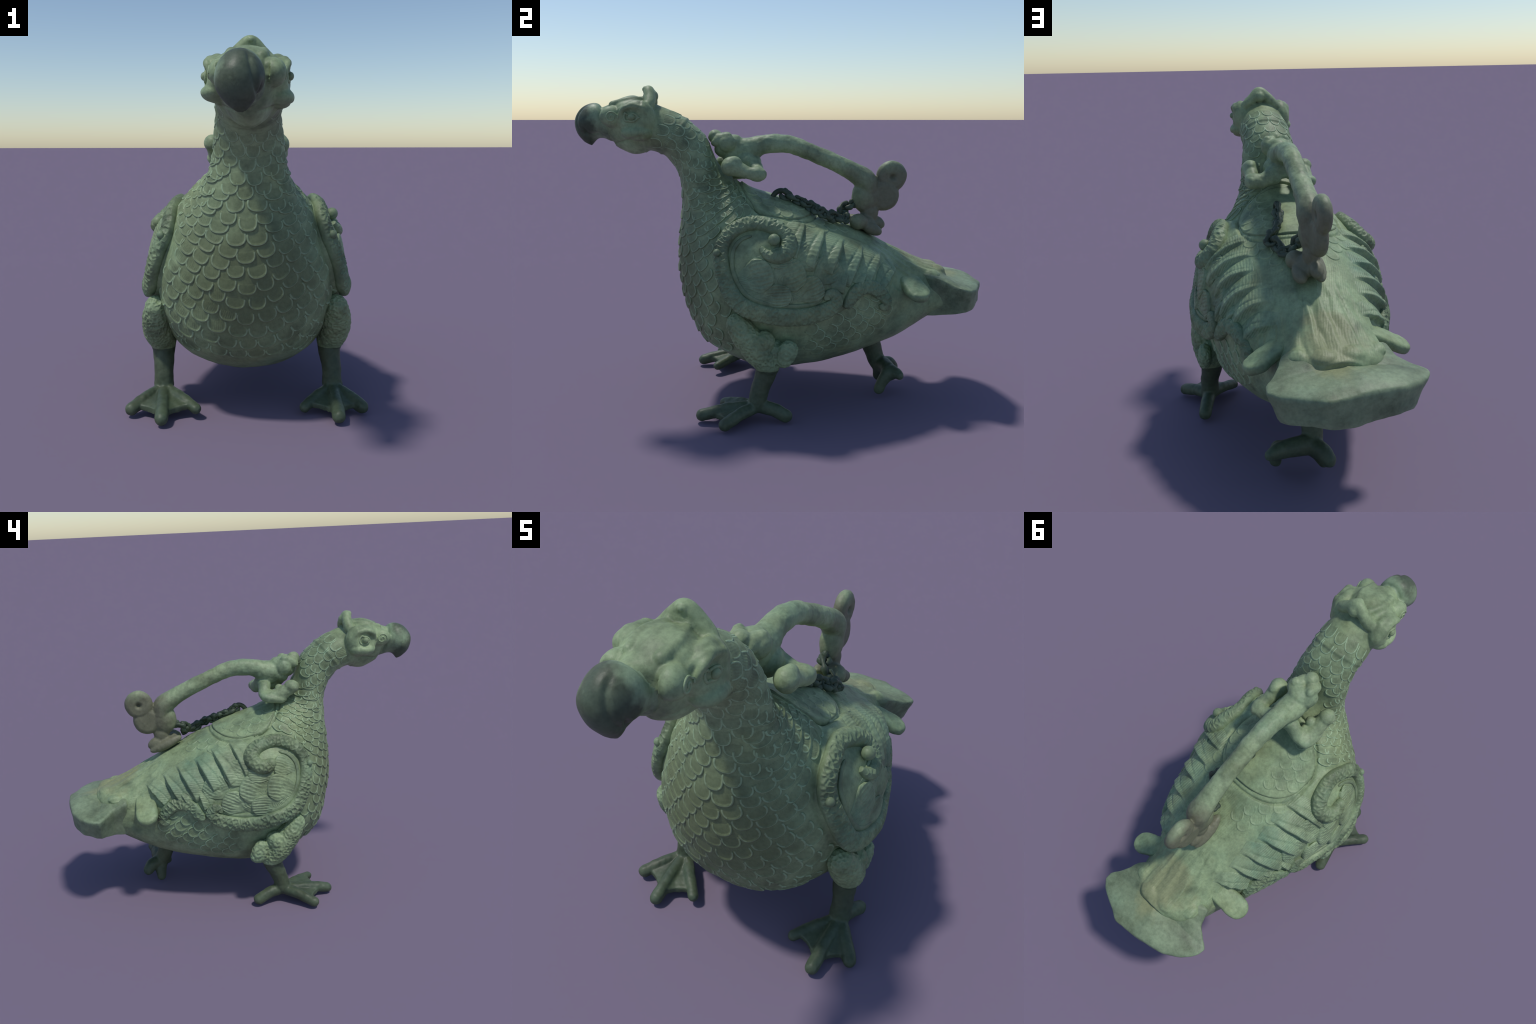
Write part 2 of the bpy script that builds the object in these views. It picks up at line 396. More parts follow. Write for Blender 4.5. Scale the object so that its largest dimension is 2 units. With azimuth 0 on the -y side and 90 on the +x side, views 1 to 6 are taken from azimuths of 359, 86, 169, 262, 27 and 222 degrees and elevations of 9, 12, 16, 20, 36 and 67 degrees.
bn = vnormals(bv, bf)
d = inside_distance(bv[:, 1:], WING)
plate = sstep(-0.004, 0.016, d) * sstep(0.10, 0.16, np.abs(bv[:, 0]))
top_fade = 1 - 0.6 * sstep(0.74, 0.90, bv[:, 2]) * sstep(-0.12, 0.02, bv[:, 1])
rear_fade = 1 - 0.5 * sstep(0.25, 0.5, bv[:, 1])
boss = 0.016 * np.exp(-(np.hypot(bv[:, 1] + 0.07, bv[:, 2] - 0.83) / 0.07) ** 2)
shield = 0.032 * np.exp(-(np.hypot(bv[:, 1] + 0.09, bv[:, 2] - 0.66) / 0.21) ** 4)
bv += bn * (plate * (0.012 * top_fade * rear_fade + boss + shield + 0.005 * np.sign(bv[:, 0])))[:, None]
# groove round the lid, and the lid's own seat
lr = lid_radius(bv[:, 0], bv[:, 1])
on_back = (bn[:, 2] > 0.25) & (bv[:, 2] > 0.85)
bv -= bn * (np.where(on_back, np.exp(-((lr - 1.025) / 0.026) ** 2), 0) * 0.010)[:, None]
# flutes running down the tail into the scalloped edge
fl = sstep(0.42, 0.55, bv[:, 1]) * (1 - sstep(0.74, 0.80, bv[:, 1])) * (bn[:, 2] > 0.3)
ang = bv[:, 0] / (0.05 + 0.30 * np.abs(bv[:, 1] - 0.30))
wob = fbm(bv * np.array([1.0, 0.22, 0.4]) * (bv[:, 1] > 0.4)[:, None], 22.0, 2, 1.0)
bv += bn * (fl * (0.0035 * np.cos(ang * 15 + 3 * wob) + 0.006 * wob))[:, None]
# a cast collar line round the upper neck
col = (bv[:, 1] + 0.475) * 0.78 - (bv[:, 2] - 1.36) * 0.62
near_neck = (bv[:, 2] > 1.1) & (bv[:, 1] < -0.3) & (bv[:, 1] > -0.66)
bv += bn * (np.where(near_neck, 0.003 * np.exp(-(col / 0.008) ** 2) + 0.003 * sstep(0.012, -0.004, col), 0))[:, None]

def body_label(c):
    x, y, z = c[:, 0], c[:, 1], c[:, 2]
    lab = np.zeros(len(c), int)
    lab[(z > 0.98 - 0.9 * (y + 0.5)) & (y < -0.18)] = 1        # neck
    lab[(y < -0.61 - 0.35 * (z - 1.23)) & (z > 1.18)] = 2        # head
    lab[(y < -0.848 + 0.25 * (1.40 - z)) & (z > 1.18) & (y < -0.82) & (np.abs(x + 0.012) < 0.088)] = 3               # beak
    lab[(y > 0.66)] = 4                                      # tail
    return lab
add_regions(bv, bf, body_label(bv[bf].mean(1)),
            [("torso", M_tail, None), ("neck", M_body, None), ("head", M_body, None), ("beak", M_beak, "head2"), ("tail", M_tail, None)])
BVH = BVHTree.FromPolygons([Vector(p) for p in bv], [tuple(int(i) for i in q) for q in bf])


# ------------------------------------------------------------------ relief laid on the body
def drop(p, d, reach=0.25):
    """Surface point and normal met from outside along -d at point p."""
    p, d = Vector(p), Vector(d).normalized()
    h = BVH.ray_cast(p + d * reach, -d, reach * 2)
    if h[0] is None:
        h = BVH.find_nearest(p)
    return np.array(h[0]), np.array(h[1])

def relief(name, centre, along, half_len, half_wid, outline, height, mat, na=24, nb=24, out=None, parent=root, edge_tone=None):
    """A piece of cast relief laid on the skin: a grid over u (along) and v (across) in -1..1.
    outline(u, v) -> (u', v'), height(u, v) -> metres above the skin; its rim is sunk and it is closed below."""
    c, n = drop(centre, out if out is not None else BVH.find_nearest(Vector(centre))[1])
    a = np.array(along, float); a -= n * (a @ n); a /= np.linalg.norm(a)
    b = np.cross(n, a)
    u, v = np.meshgrid(np.linspace(-1, 1, na), np.linspace(-1, 1, nb), indexing="ij")
    u, v = u.ravel(), v.ravel()
    uu, vv = outline(u, v)
    h = height(u, v)
    pts = []
    for i in range(len(u)):
        q, m = drop(c + a * uu[i] * half_len + b * vv[i] * half_wid, n, 0.09)
        pts.append(q + (0.75 * n + 0.25 * m) * h[i])
    pts = np.array(pts)
    f = [(i * nb + j, (i + 1) * nb + j, (i + 1) * nb + j + 1, i * nb + j + 1) for i in range(na - 1) for j in range(nb - 1)]
    rim = [j for j in range(nb)] + [i * nb + nb - 1 for i in range(1, na)] + [(na - 1) * nb + j for j in range(nb - 2, -1, -1)] + [i * nb for i in range(na - 2, 0, -1)]
    o = len(pts)
    low = pts[rim] - n * 0.006
    k = len(rim)
    f += [(rim[i], rim[(i + 1) % k], o + (i + 1) % k, o + i) for i in range(k)] + [tuple(range(o, o + k))]
    me = to_mesh(name, np.vstack([pts, low]), f)
    me.materials.append(mat)
    if edge_tone:                                   # the raised lip gets a paler material
        me.materials.append(edge_tone[0])
        uc = np.array([(np.mean(u[list(q)]), np.mean(v[list(q)])) for q in f[:(na - 1) * (nb - 1)]])
        idx = np.zeros(len(f), int); idx[:len(uc)] = edge_tone[1](uc[:, 0], uc[:, 1])
        me.polygons.foreach_set("material_index", idx)
    return add(name, me, mat, parent)

def lip(u, v):
    rho = np.maximum(np.abs(u), np.abs(v))
    return (rho > 0.77) & (rho < 0.95) & (u > -0.3)

def disc(u, v, p=2.4):
    """Square grid pressed into a rounded outline."""
    r = np.maximum(np.abs(u), np.abs(v)) + 1e-9
    k = r / (np.abs(u) ** p + np.abs(v) ** p + 1e-12) ** (1 / p)
    return u * k, v * k

def scale_height(lift, hatch, seed, hw):
    r_ = np.random.default_rng(seed)
    ph, tilt = r_.uniform(0, 6), r_.uniform(-0.4, 0.4)
    lines = max(3, round(2 * hw / 0.0085))
    def h(u, v):
        x, y = disc(u, v)
        rho = np.maximum(np.abs(u), np.abs(v))
        rim = np.exp(-((rho - 0.84) / 0.085) ** 2) * sstep(-0.75, 0.1, x)
        body_ = lift * (0.30 + 0.45 * x) * (1 - sstep(0.9, 1.0, rho))
        fine = hatch * 0.0007 * np.sin(math.pi * lines * (y + tilt * x) + ph) * (1 - sstep(0.6, 0.78, rho))
        return body_ + 0.95 * lift * rim + fine - 0.004 * sstep(0.93, 1.0, rho) - 0.005 * sstep(-0.3, -1.0, x)
    return h

# overlapping scales of neck and breast, row by row down the loft's own sections
SEC = catmull(torso, 8)
TH = np.linspace(0, 2 * math.pi, 241)
def ring_at(k):
    k = np.clip(k, 0, len(SEC) - 1.001); i = int(k); w = k - i
    Ty, Tz, By, Bz, hw, p, tap, x0 = SEC[i] * (1 - w) + SEC[i + 1] * w
    c, s_ = np.cos(TH), np.sin(TH); e = 2 / p
    cc, ss = np.sign(c) * np.abs(c) ** e, np.sign(s_) * np.abs(s_) ** e
    M, D = V3(0, (Ty + By) / 2, (Tz + Bz) / 2), V3(0, (Ty - By) / 2, (Tz - Bz) / 2)
    return M + D * cc[:, None] + np.stack([hw * ss * (1 + tap * cc), 0 * ss, 0 * ss], 1)
front = np.array([ring_at(k)[120] for k in np.arange(len(SEC) - 1)])
arc = np.r_[0, np.cumsum(np.linalg.norm(np.diff(front, axis=0), axis=1))]
row, count = 0, 0
place = np.interp(-0.02, [0, 1], [0, 1])
pos = arc[int(18.0 * 8)]
rows = []
while pos > arc[int(8.1 * 8)]:
    rows.append(pos); pos -= 0.054 if len(rows) < 8 else 0.064
for row, pos in enumerate(rows):
    k = np.interp(pos, arc, np.arange(len(arc)))
    ring = ring_at(k)
    seg = np.r_[0, np.cumsum(np.linalg.norm(np.diff(ring, axis=0), axis=1))]
    total = seg[-1]
    width = 0.056 + 0.022 * min(1, row / 9)
    m = max(8, int(round(total / width)) // 2 * 2)
    for j in range(m):
        t = (j + 0.5 * (row % 2)) / m * total + total / 2
        t %= total
        t += rng.uniform(-0.006, 0.006)
        p = np.array([np.interp(t, seg, ring[:, q]) for q in range(3)])
        i = int(np.interp(t, seg, np.arange(241)))
        lower = ring_at(k - 2.0)[i]
        step = np.linalg.norm(ring_at(np.interp(pos - 0.056, arc, np.arange(len(arc))))[i] - p)
        if step < 0.019:
            continue
        dwing = inside_distance(p[None, 1:], WING)[0]
        if (dwing > -0.03 and abs(p[0]) > 0.1) or (lid_radius(p[0], p[1]) < 1.12 and p[2] > 0.9) or p[2] < 0.30 or (abs(p[0]) > 0.31 and p[2] < 0.50):
            continue
        if (abs(p[0]) < 0.09 and -0.36 < p[1] < -0.15 and p[2] > 1.0) or (row < 2 and p[1] < -0.52 and p[2] < 1.27):
            continue
        hl = float(np.clip(0.64 * step, 0.022, 0.046)) * rng.uniform(0.94, 1.12); hwid = 0.54 * total / m * rng.uniform(0.9, 1.06)
        side = abs(p[0]) > 0.11 or p[2] < 0.5
        down = lower - p + np.array([rng.uniform(-0.06, 0.06), 0, 0]) * 0.1
        relief("neck_scale" if row < 8 else "breast_scale", p, down, hl, hwid, disc, scale_height((0.0024 if row < 5 else 0.0034 if row < 8 else 0.0042) * rng.uniform(0.6, 1.25), 1.0 if side else 0.25, count, hwid), M_scale, 22, 26, edge_tone=(M_pale_lip, lip))
        count += 1
# scales low on the flanks, behind the legs, running back towards the tail
for s in (1, -1):
    for r_i in range(4):
        for j in range(7 - r_i % 2):
            y = 0.10 + 0.062 * j + 0.031 * (r_i % 2) + rng.uniform(-0.004, 0.004)
            z = 0.455 + 0.24 * (y - 0.10) + 0.10 * max(0, y - 0.3) - 0.052 * r_i + rng.uniform(-0.004, 0.004)
            if inside_distance(np.array([[y, z]]), WING)[0] > -0.012 or z < 0.235 or y < 0.08:
                continue
            p, n = drop((s * 0.36, y, z), (s, 0, -0.45))
            relief("flank_scale", p, (0, 0.75, -0.35), 0.040, 0.034, disc, scale_height(0.0046, 1.0, count, 0.034), M_scale, 20, 22, out=n, edge_tone=(M_pale_lip, lip))
            count += 1

# ------------------------------------------------------------------ wings
def cells(P, size, depth):
    """Net of ridges round sunken cells."""
    out = []
    for p in P:
        dd = noise.voronoi(Vector(p) / size)[0]
        out.append(min(1.0, (dd[1] - dd[0]) * 2.6))
    return depth * (0.35 - np.array(out))

def skin_side(s, y, z):
    return drop((s * 0.33, y, z), (s, 0, 0.18), 0.3)

def band(name, s, pts, high, mat, parent, cell=0.0, m=22, n=10, skew=0.0, coil_up=False):
    """A raised moulding that follows the flank along (y, z, half width) points."""
    C = catmull(pts, n)
    base = [skin_side(s, y, z) for y, z, _ in C]
    P = np.array([b[0] for b in base]); N = np.array([b[1] for b in base])
    for _ in range(3):
        N[1:-1] = (N[:-2] + N[1:-1] * 2 + N[2:]) / 4
    N /= np.linalg.norm(N, axis=1)[:, None]
    T = np.gradient(P, axis=0); T /= np.linalg.norm(T, axis=1)[:, None]
    B = np.cross(T, N)
    th = np.linspace(0, 2 * math.pi, m, endpoint=False)
    R = []
    K = len(C)
    for i in range(K):
        e = min(1.0, math.sqrt(max(0.02, 1 - (1 - min(1, min(i, K - 1 - i) / 4.0)) ** 2)))
        coil = 1 + (0.45 * math.exp(-(((C[i, 0] + 0.06) / 0.10) ** 2 + ((C[i, 1] - 0.84) / 0.10) ** 2)) if coil_up else 0)
        w, h = C[i, 2] * e, high * coil * (C[i, 2] / 0.038) ** 0.7 * e
        flat_ = 0.5 + 0.4 * (coil - 1) / 0.45
        up = np.where(np.sin(th) > 0, np.abs(np.sin(th)) ** flat_ * h, np.sin(th) * 0.03)
        R.append(P[i] + B[i] * (w * np.cos(th))[:, None] + N[i] * (up * (1 + skew * np.cos(th)))[:, None])
    R = np.array(R)
    if cell:
        flat = R.reshape(-1, 3)
        nr = np.repeat(N, m, 0)
        amp = np.tile(sstep(0.05, 0.4, np.sin(th)), K) * np.repeat(np.clip((C[:, 2] - 0.012) / 0.022, 0, 1), m)
        flat += nr * (cells(flat, cell, 0.0070) * amp)[:, None]
        R = flat.reshape(K, m, 3)
    v, f = rings_mesh(R)
    return add(name, to_mesh(name, v, f), mat, parent)

SCROLL = [(-0.128, 0.812, 0.012), (-0.112, 0.788, 0.02), (-0.085, 0.772, 0.028), (-0.048, 0.77, 0.035), (-0.012, 0.794, 0.04), (-0.006, 0.84, 0.041), (-0.038, 0.882, 0.04), (-0.09, 0.91, 0.038),
          (-0.146, 0.922, 0.036), (-0.203, 0.914, 0.034), (-0.256, 0.884, 0.034), (-0.292, 0.835, 0.034), (-0.304, 0.785, 0.036), (-0.30, 0.73, 0.037), (-0.286, 0.67, 0.038),
          (-0.264, 0.615, 0.04), (-0.232, 0.568, 0.041), (-0.186, 0.536, 0.042), (-0.128, 0.516, 0.042), (-0.065, 0.502, 0.042), (0.0, 0.496, 0.042), (0.06, 0.496, 0.041),
          (0.125, 0.506, 0.04), (0.18, 0.526, 0.037), (0.212, 0.556, 0.033), (0.202, 0.59, 0.028), (0.172, 0.588, 0.022), (0.172, 0.566, 0.016)]
COMMA = [(-0.118, 0.812, 0.032), (-0.085, 0.798, 0.038), (-0.045, 0.806, 0.040), (-0.018, 0.842, 0.041)]
INNER = [(-0.165, 0.868, 0.008), (-0.215, 0.848, 0.009), (-0.25, 0.80, 0.01), (-0.256, 0.72, 0.011), (-0.232, 0.65, 0.012), (-0.19, 0.595, 0.012), (-0.125, 0.562, 0.012), (-0.05, 0.548, 0.012), (0.04, 0.543, 0.011), (0.115, 0.552, 0.009), (0.15, 0.572, 0.007)]
BAND2 = [(0.262, 0.528, 0.022), (0.285, 0.566, 0.03), (0.312, 0.598, 0.034), (0.352, 0.618, 0.034), (0.40, 0.614, 0.034), (0.44, 0.588, 0.033), (0.468, 0.555, 0.03), (0.474, 0.525, 0.024), (0.452, 0.518, 0.018), (0.444, 0.536, 0.013)]

def long_feather_height(hgt, seed):
    ph = np.random.default_rng(seed).uniform(0, 6)
    def h(u, v):
        rho = np.maximum(np.abs(u), np.abs(v))
        env = sstep(-1.05, -0.1, u) * (1 - 0.35 * sstep(0.4, 1.0, u))
        across = np.where(v < 0.62, np.clip((v + 1) / 1.62, 0, 1), 1 - 0.9 * sstep(0.62, 0.88, v))
        crease = -0.22 * np.exp(-((v - 0.05 + 0.35 * u) / 0.09) ** 2)
        ribs = 0.0006 * np.sin(u * 40 + 6 * v + ph) * (1 - sstep(0.7, 0.9, rho))
        return hgt * env * (across + crease * across) + ribs - (0.004 + hgt * env * across * 0.9) * sstep(0.9, 1.0, u) - 0.005 * sstep(0.9, 1.0, np.abs(v))
    return h

def lens(bend):
    def o(u, v):
        w = 0.72 + 0.28 * sstep(-1.0, -0.2, u) - 0.18 * sstep(0.3, 1.0, u)
        return u, v * w + bend * (1 - u * u)
    return o

def fan(u, v):
    """Fan outline: narrow foot at u = -1, broad rounded tip at u = 1."""
    w = 0.30 + 0.70 * sstep(-1.0, 0.35, u)
    r = np.maximum(0, 1 - np.maximum(0, u - 0.1) ** 2 * v * v * 0.6)
    return u * (1 - 0.28 * v * v * (u > 0)) , v * w * np.sqrt(r)

def fan_height(hgt, ribs, seed):
    ph = np.random.default_rng(seed).uniform(0, 6)
    def h(u, v):
        rho = np.maximum(np.abs(v), u)
        dome = hgt * sstep(-1.05, 0.85, u) * (0.85 + 0.15 * np.clip(1 - v * v, 0, 1))
        rib = 0.0016 * np.sin(v * ribs + ph + 0.5 * np.sin(3 * u)) * sstep(-0.3, 0.2, u) * (1 - sstep(0.86, 0.97, rho))
        hollow = -0.35 * hgt * np.exp(-((u + 0.1) / 0.25) ** 2 - (v / 0.3) ** 2)
        return dome + rib + hollow - 0.004 * sstep(0.9, 1.0, np.abs(v)) - (dome + 0.003) * sstep(0.94, 1.0, u)
    return h

LONG = [((0.065, 0.925), (0.005, 0.770), 0.052, 0.020), ((0.155, 0.893), (0.078, 0.728), 0.060, 0.027), ((0.252, 0.858), (0.175, 0.706), 0.060, 0.027),
        ((0.345, 0.822), (0.260, 0.655), 0.058, 0.026), ((0.435, 0.785), (0.355, 0.645), 0.054, 0.024), ((0.525, 0.728), (0.445, 0.635), 0.046, 0.020),
        ((0.262, 0.705), (0.230, 0.600), 0.044, 0.020), ((0.350, 0.695), (0.312, 0.632), 0.040, 0.020)]
FANS = [((-0.17, 0.585), (0.0, 0.595), 0.058), ((0.02, 0.58), (0.145, 0.638), 0.068), ((-0.245, 0.66), (-0.085, 0.70), 0.080), ((-0.24, 0.77), (-0.13, 0.805), 0.064),
        ((-0.11, 0.64), (0.055, 0.71), 0.080), ((-0.15, 0.755), (0.01, 0.765), 0.052), ((-0.025, 0.725), (0.115, 0.795), 0.078), ((0.11, 0.645), (0.225, 0.738), 0.074)]

def hatch(u, v):
    """Engraved ground of the wing: wavering concentric strokes."""
    rr = np.hypot(u + 0.9, v - 0.5) + 0.05 * np.sin(4 * v + 3 * u)
    edge = np.maximum(np.abs(u), np.abs(v))
    return (0.004 + 0.0014 * np.sin(rr * 75)) * (1 - sstep(0.86, 0.97, edge)) - 0.004 * sstep(0.95, 1.0, edge)
for s in (1, -1):
    k = 1 if s > 0 else 0.97
    wing = band("wing_scroll", s, SCROLL if s > 0 else COMMA + SCROLL[6:], 0.031, M_wing, root, cell=0.023, m=44, n=36, coil_up=True)
    band("wing_inner_moulding", s, INNER, 0.020, M_wing, wing)
    band("wing_rear_band", s, BAND2, 0.027, M_wing, wing, cell=0.023, m=44, n=36)
    a, b = skin_side(s, -0.26, 0.645)[0], skin_side(s, 0.10, 0.645)[0]
    relief("wing_ground", (a + b) / 2, b - a, 0.17, 0.105, disc, hatch, M_feather, 110, 84, parent=wing)
    for y, z, r_, hh in ((-0.072, 0.838, 0.027, 0.030), (-0.31, 0.785, 0.018, 0.04)):
        if s < 0 and r_ > 0.02:
            y, z, hh = -0.112, 0.812, 0.020
        p, n = skin_side(s, y, z)
        v, f = ell(p + n * hh * 0.7, (r_, r_, r_))
        add("scroll_boss", to_mesh("scroll_boss", v, f), M_wing, wing)
    for i, ((y0, z0), (y1, z1), w, hgt) in enumerate(LONG):
        jy, jz = rng.uniform(-0.008, 0.008, 2)
        a, b = skin_side(s, y0 + jy, z0 + jz)[0], skin_side(s, y1 + jy, z1 + jz)[0]
        relief("wing_feather", (a + b) / 2, (b - a) * 1.0, np.linalg.norm(b - a) * 0.58, w, lens(0.30 * -s), (lambda hfun, s=s: (lambda u, v: hfun(u, v * s)))(long_feather_height(hgt * (1.4 if s < 0 else 1.25), i)), M_feather, 44, 26, parent=wing)
    for i, ((y0, z0), (y1, z1), w) in enumerate(FANS):
        if s > 0 and z1 > 0.80:
            continue
        a, b = skin_side(s, y0, z0)[0], skin_side(s, y1 + rng.uniform(-0.006, 0.006), z1)[0]
        relief("wing_covert", (a + b) / 2, b - a, np.linalg.norm(b - a) * 0.56, w, fan, fan_height(0.017 if s < 0 else 0.015, 26, i), M_feather, 30, 40, parent=wing)

# ------------------------------------------------------------------ lid and chain
nr_, nt_ = 40, 128
tt = np.linspace(0, 2 * math.pi, nt_, endpoint=False)
pts = []
for i in range(nr_ + 1):
    q = i / nr_
    for t in tt:
        c, s_ = math.cos(t), math.sin(t)
        k = 0.992 * q / (abs(c) ** 2.3 + abs(s_) ** 2.3) ** (1 / 2.3)
        p, n = drop((k * c * 0.228, -0.03 + k * s_ * 0.2, 1.0), (0, 0.25, 1), 0.4)
        strip = 1 - sstep(0.055, 0.075, abs(p[0] + 0.0))
        h = (0.006 + 0.004 * (1 - q * q) + 0.004 * strip) * (1 - sstep(0.975, 1.0, q)) - 0.008 * sstep(0.975, 1.0, q)
        pts.append(p + n * h)
rings = np.array(pts).reshape(nr_ + 1, nt_, 3)[1:]
v, f = rings_mesh(rings)
lid = add("lid", to_mesh("lid", v, f), M_body)

# faint feather scales on the lid's flanks and on the back behind it
for s in (1, -1):
    for r_i in range(3):
        for j in range(5):
            y = -0.17 + 0.062 * j + 0.03 * (r_i % 2); x = s * (0.095 + 0.045 * r_i)
            if lid_radius(np.array(x), np.array(y)) > 0.84:
                continue
            p, n = drop((x, y, 1.0), (0, 0.25, 1), 0.4)
            relief("lid_scale", p + n * 0.0085, (s * 0.6, 0.55, -0.5), 0.036, 0.034, disc, (lambda u, v, f_=scale_height(0.0030, 0.8, count, 0.034): f_(u, v) + 0.0075), M_body, 18, 20, out=n, parent=lid)
            count += 1
    for j, (x, y) in enumerate(((0.15, 0.17), (0.20, 0.12), (0.10, 0.22), (0.15, 0.235), (0.07, 0.28), (0.12, 0.30), (0.20, 0.185))):
        p, n = drop((s * x, y, 0.93), (0, 0.25, 1), 0.4)
        relief("back_scale", p, (s * 0.5, 0.7, -0.4), 0.036, 0.034, disc, scale_height(0.0030, 0.8, count, 0.034), M_body, 18, 20, out=n)
        count += 1

def link_mesh():
    th = np.linspace(0, 2 * math.pi, 24, endpoint=False)
    ph = np.linspace(0, 2 * math.pi, 10, endpoint=False)
    v, f = [], []
    for t in th:
        c = V3(math.cos(t) * 0.028, math.sin(t) * 0.017, 0); d = V3(math.cos(t), math.sin(t), 0)
        r = 0.0105 + 0.003 * math.sin(3 * t + 1) + 0.0015 * math.sin(7 * t)
        for p in ph:
            v.append(c + r * (math.cos(p) * d + math.sin(p) * V3(0, 0, 1)))
    for i in range(24):
        for j in range(10):
            f.append((i * 10 + j, (i + 1) % 24 * 10 + j, (i + 1) % 24 * 10 + (j + 1) % 10, i * 10 + (j + 1) % 10))
    return to_mesh("chain_link", v, f)
# staple on the lid that holds the chain
v, f = cap([(0.055, -0.055, 1.005, 0.013), (0.056, -0.035, 1.032, 0.013), (0.056, -0.008, 1.042, 0.013), (0.056, 0.018, 1.028, 0.012), (0.057, 0.03, 0.995, 0.012)], 8, 16)
staple = add("chain_staple", to_mesh("chain_staple", v, f), M_chain, lid)
LM = link_mesh(); LM.materials.append(M_chain)
way = catmull([(0.058, 0.015, 1.02), (0.065, 0.055, 1.0), (0.075, 0.10, 0.985), (0.095, 0.14, 0.962), (0.13, 0.18, 0.945), (0.14, 0.205, 0.928), (0.115, 0.235, 0.922), (0.10, 0.275, 0.908),
               (0.085, 0.305, 0.905), (0.05, 0.30, 0.925), (0.03, 0.305, 0.948), (0.018, 0.335, 0.962), (0.012, 0.365, 0.975)], 12)
al = np.r_[0, np.cumsum(np.linalg.norm(np.diff(way, axis=0), axis=1))]
nl = int(al[-1] / 0.034)
for i in range(nl + 1):
    t = al[-1] * i / nl
    p = V3(*[np.interp(t, al, way[:, q]) for q in range(3)])
    q = V3(*[np.interp(min(t + 0.01, al[-1]), al, way[:, k]) - np.interp(max(t - 0.01, 0), al, way[:, k]) for k in range(3)])
    x = Vector(q).normalized()
    base = x.to_track_quat("X", "Z").to_matrix()
    ob = add("chain_link", LM, None, staple)
    ob.matrix_local = Matrix.Translation(Vector(p)) @ (base @ Matrix.Rotation((0.2 if i % 2 else 1.5) + rng.uniform(-0.6, 0.6), 3, "X")).to_4x4()
    ob.scale = tuple(rng.uniform(0.85, 1.2, 3))

# ------------------------------------------------------------------ eyes
for s in (1, -1):
    cy, cz = (-0.707, 1.392) if s > 0 else (-0.70, 1.392)
    h = BVH.ray_cast(Vector((s * 0.4, cy, cz)), Vector((-s, 0, 0)))
    p, n = np.array(h[0]), np.array(h[1])
    v, f = ell(p - n * 0.003, (0.013, 0.017, 0.015))
    eye = add("eye", to_mesh("eye", v, f), M_body)
    th = np.linspace(0, 2 * math.pi, 40)
    b = np.cross(n, V3(0, 0, 1)); b /= np.linalg.norm(b); a = np.cross(b, n)
    ringp = []
    for t in th:
        q = p + 0.026 * (math.cos(t) * b * 1.25 + math.sin(t) * a * 0.9)
        w = BVH.find_nearest(Vector(q))[0]
        ringp.append((*np.array(w), 0.0055))
    v, f = cap(ringp, 2, 10)
    add("eye_rim", to_mesh("eye_rim", v, f), M_body, eye)
    # whorl on the brow lobe in front of the eye
    h = BVH.ray_cast(Vector((s * 0.4, -0.80, 1.392)), Vector((-s, 0, 0)))
    if h[0] is not None:
        p, n = np.array(h[0]), np.array(h[1])
        b = np.cross(n, V3(0, 0, 1)); b /= np.linalg.norm(b); a = np.cross(b, n)
        wh = []
        for t in np.linspace(0, 9.5, 48):
            q = p + (0.004 + 0.0028 * t) * (math.cos(t) * b + math.sin(t) * a)
            wh.append((*np.array(BVH.find_nearest(Vector(q))[0]), 0.0038))
        v, f = cap(wh, 1, 8)
        add("brow_whorl", to_mesh("brow_whorl", v, f), M_body)

# ------------------------------------------------------------------ the broken tail: a flat faceted plate
EDGE = np.array([(0.13, 0.67, 0.63), (0.188, 0.727, 0.618), (0.216, 0.783, 0.60), (0.24, 0.811, 0.588), (0.270, 0.855, 0.57), (0.272, 0.885, 0.565), (0.232, 0.922, 0.56), (0.094, 0.992, 0.565),
                 (0.012, 0.99, 0.57), (-0.062, 0.979, 0.578), (-0.18, 0.957, 0.568), (-0.265, 0.908, 0.56), (-0.315, 0.848, 0.556), (-0.323, 0.812, 0.55), (-0.278, 0.778, 0.562), (-0.232, 0.738, 0.58), (-0.213, 0.66, 0.61)])
loop = []
for p, q in zip(EDGE, np.roll(EDGE, -1, 0)):
    for t in np.linspace(0, 1, 14)[:-1]:
        loop.append(p * (1 - t) + q * t)
loop = np.array(loop)
for _ in range(5):
    loop = (np.roll(loop, 1, 0) + 2 * loop + np.roll(loop, -1, 0)) / 4
mid = V3(-0.01, 0.80, 0)
loop = mid + (loop - mid) * np.array([1.035, 1.03, 1]) + V3(0, 0, 0.013)
loop[:, 1] = np.minimum(loop[:, 1], 0.998)
blunt = sstep(0.86, 0.95, loop[:, 1])
low = np.interp(loop[:, 1], [0.66, 0.75, 0.84, 0.97], [0.41, 0.42, 0.435, 0.470]) + 0.02 * np.abs(loop[:, 0]) / 0.3
R = []
for k, crown in [(0.02, 1.0), (0.2, 0.97), (0.4, 0.88), (0.6, 0.70), (0.8, 0.42), (0.92, 0.18), (0.96, 0.07), (0.98, 0.0), (0.995, -0.09)]:
    ring = mid + (loop - mid) * np.array([k, k, 0])
    ring[:, 2] = loop[:, 2] * (0.35 + 0.65 * k) + 0.575 * 0.65 * (1 - k) + 0.035 * crown
    R.append(ring)
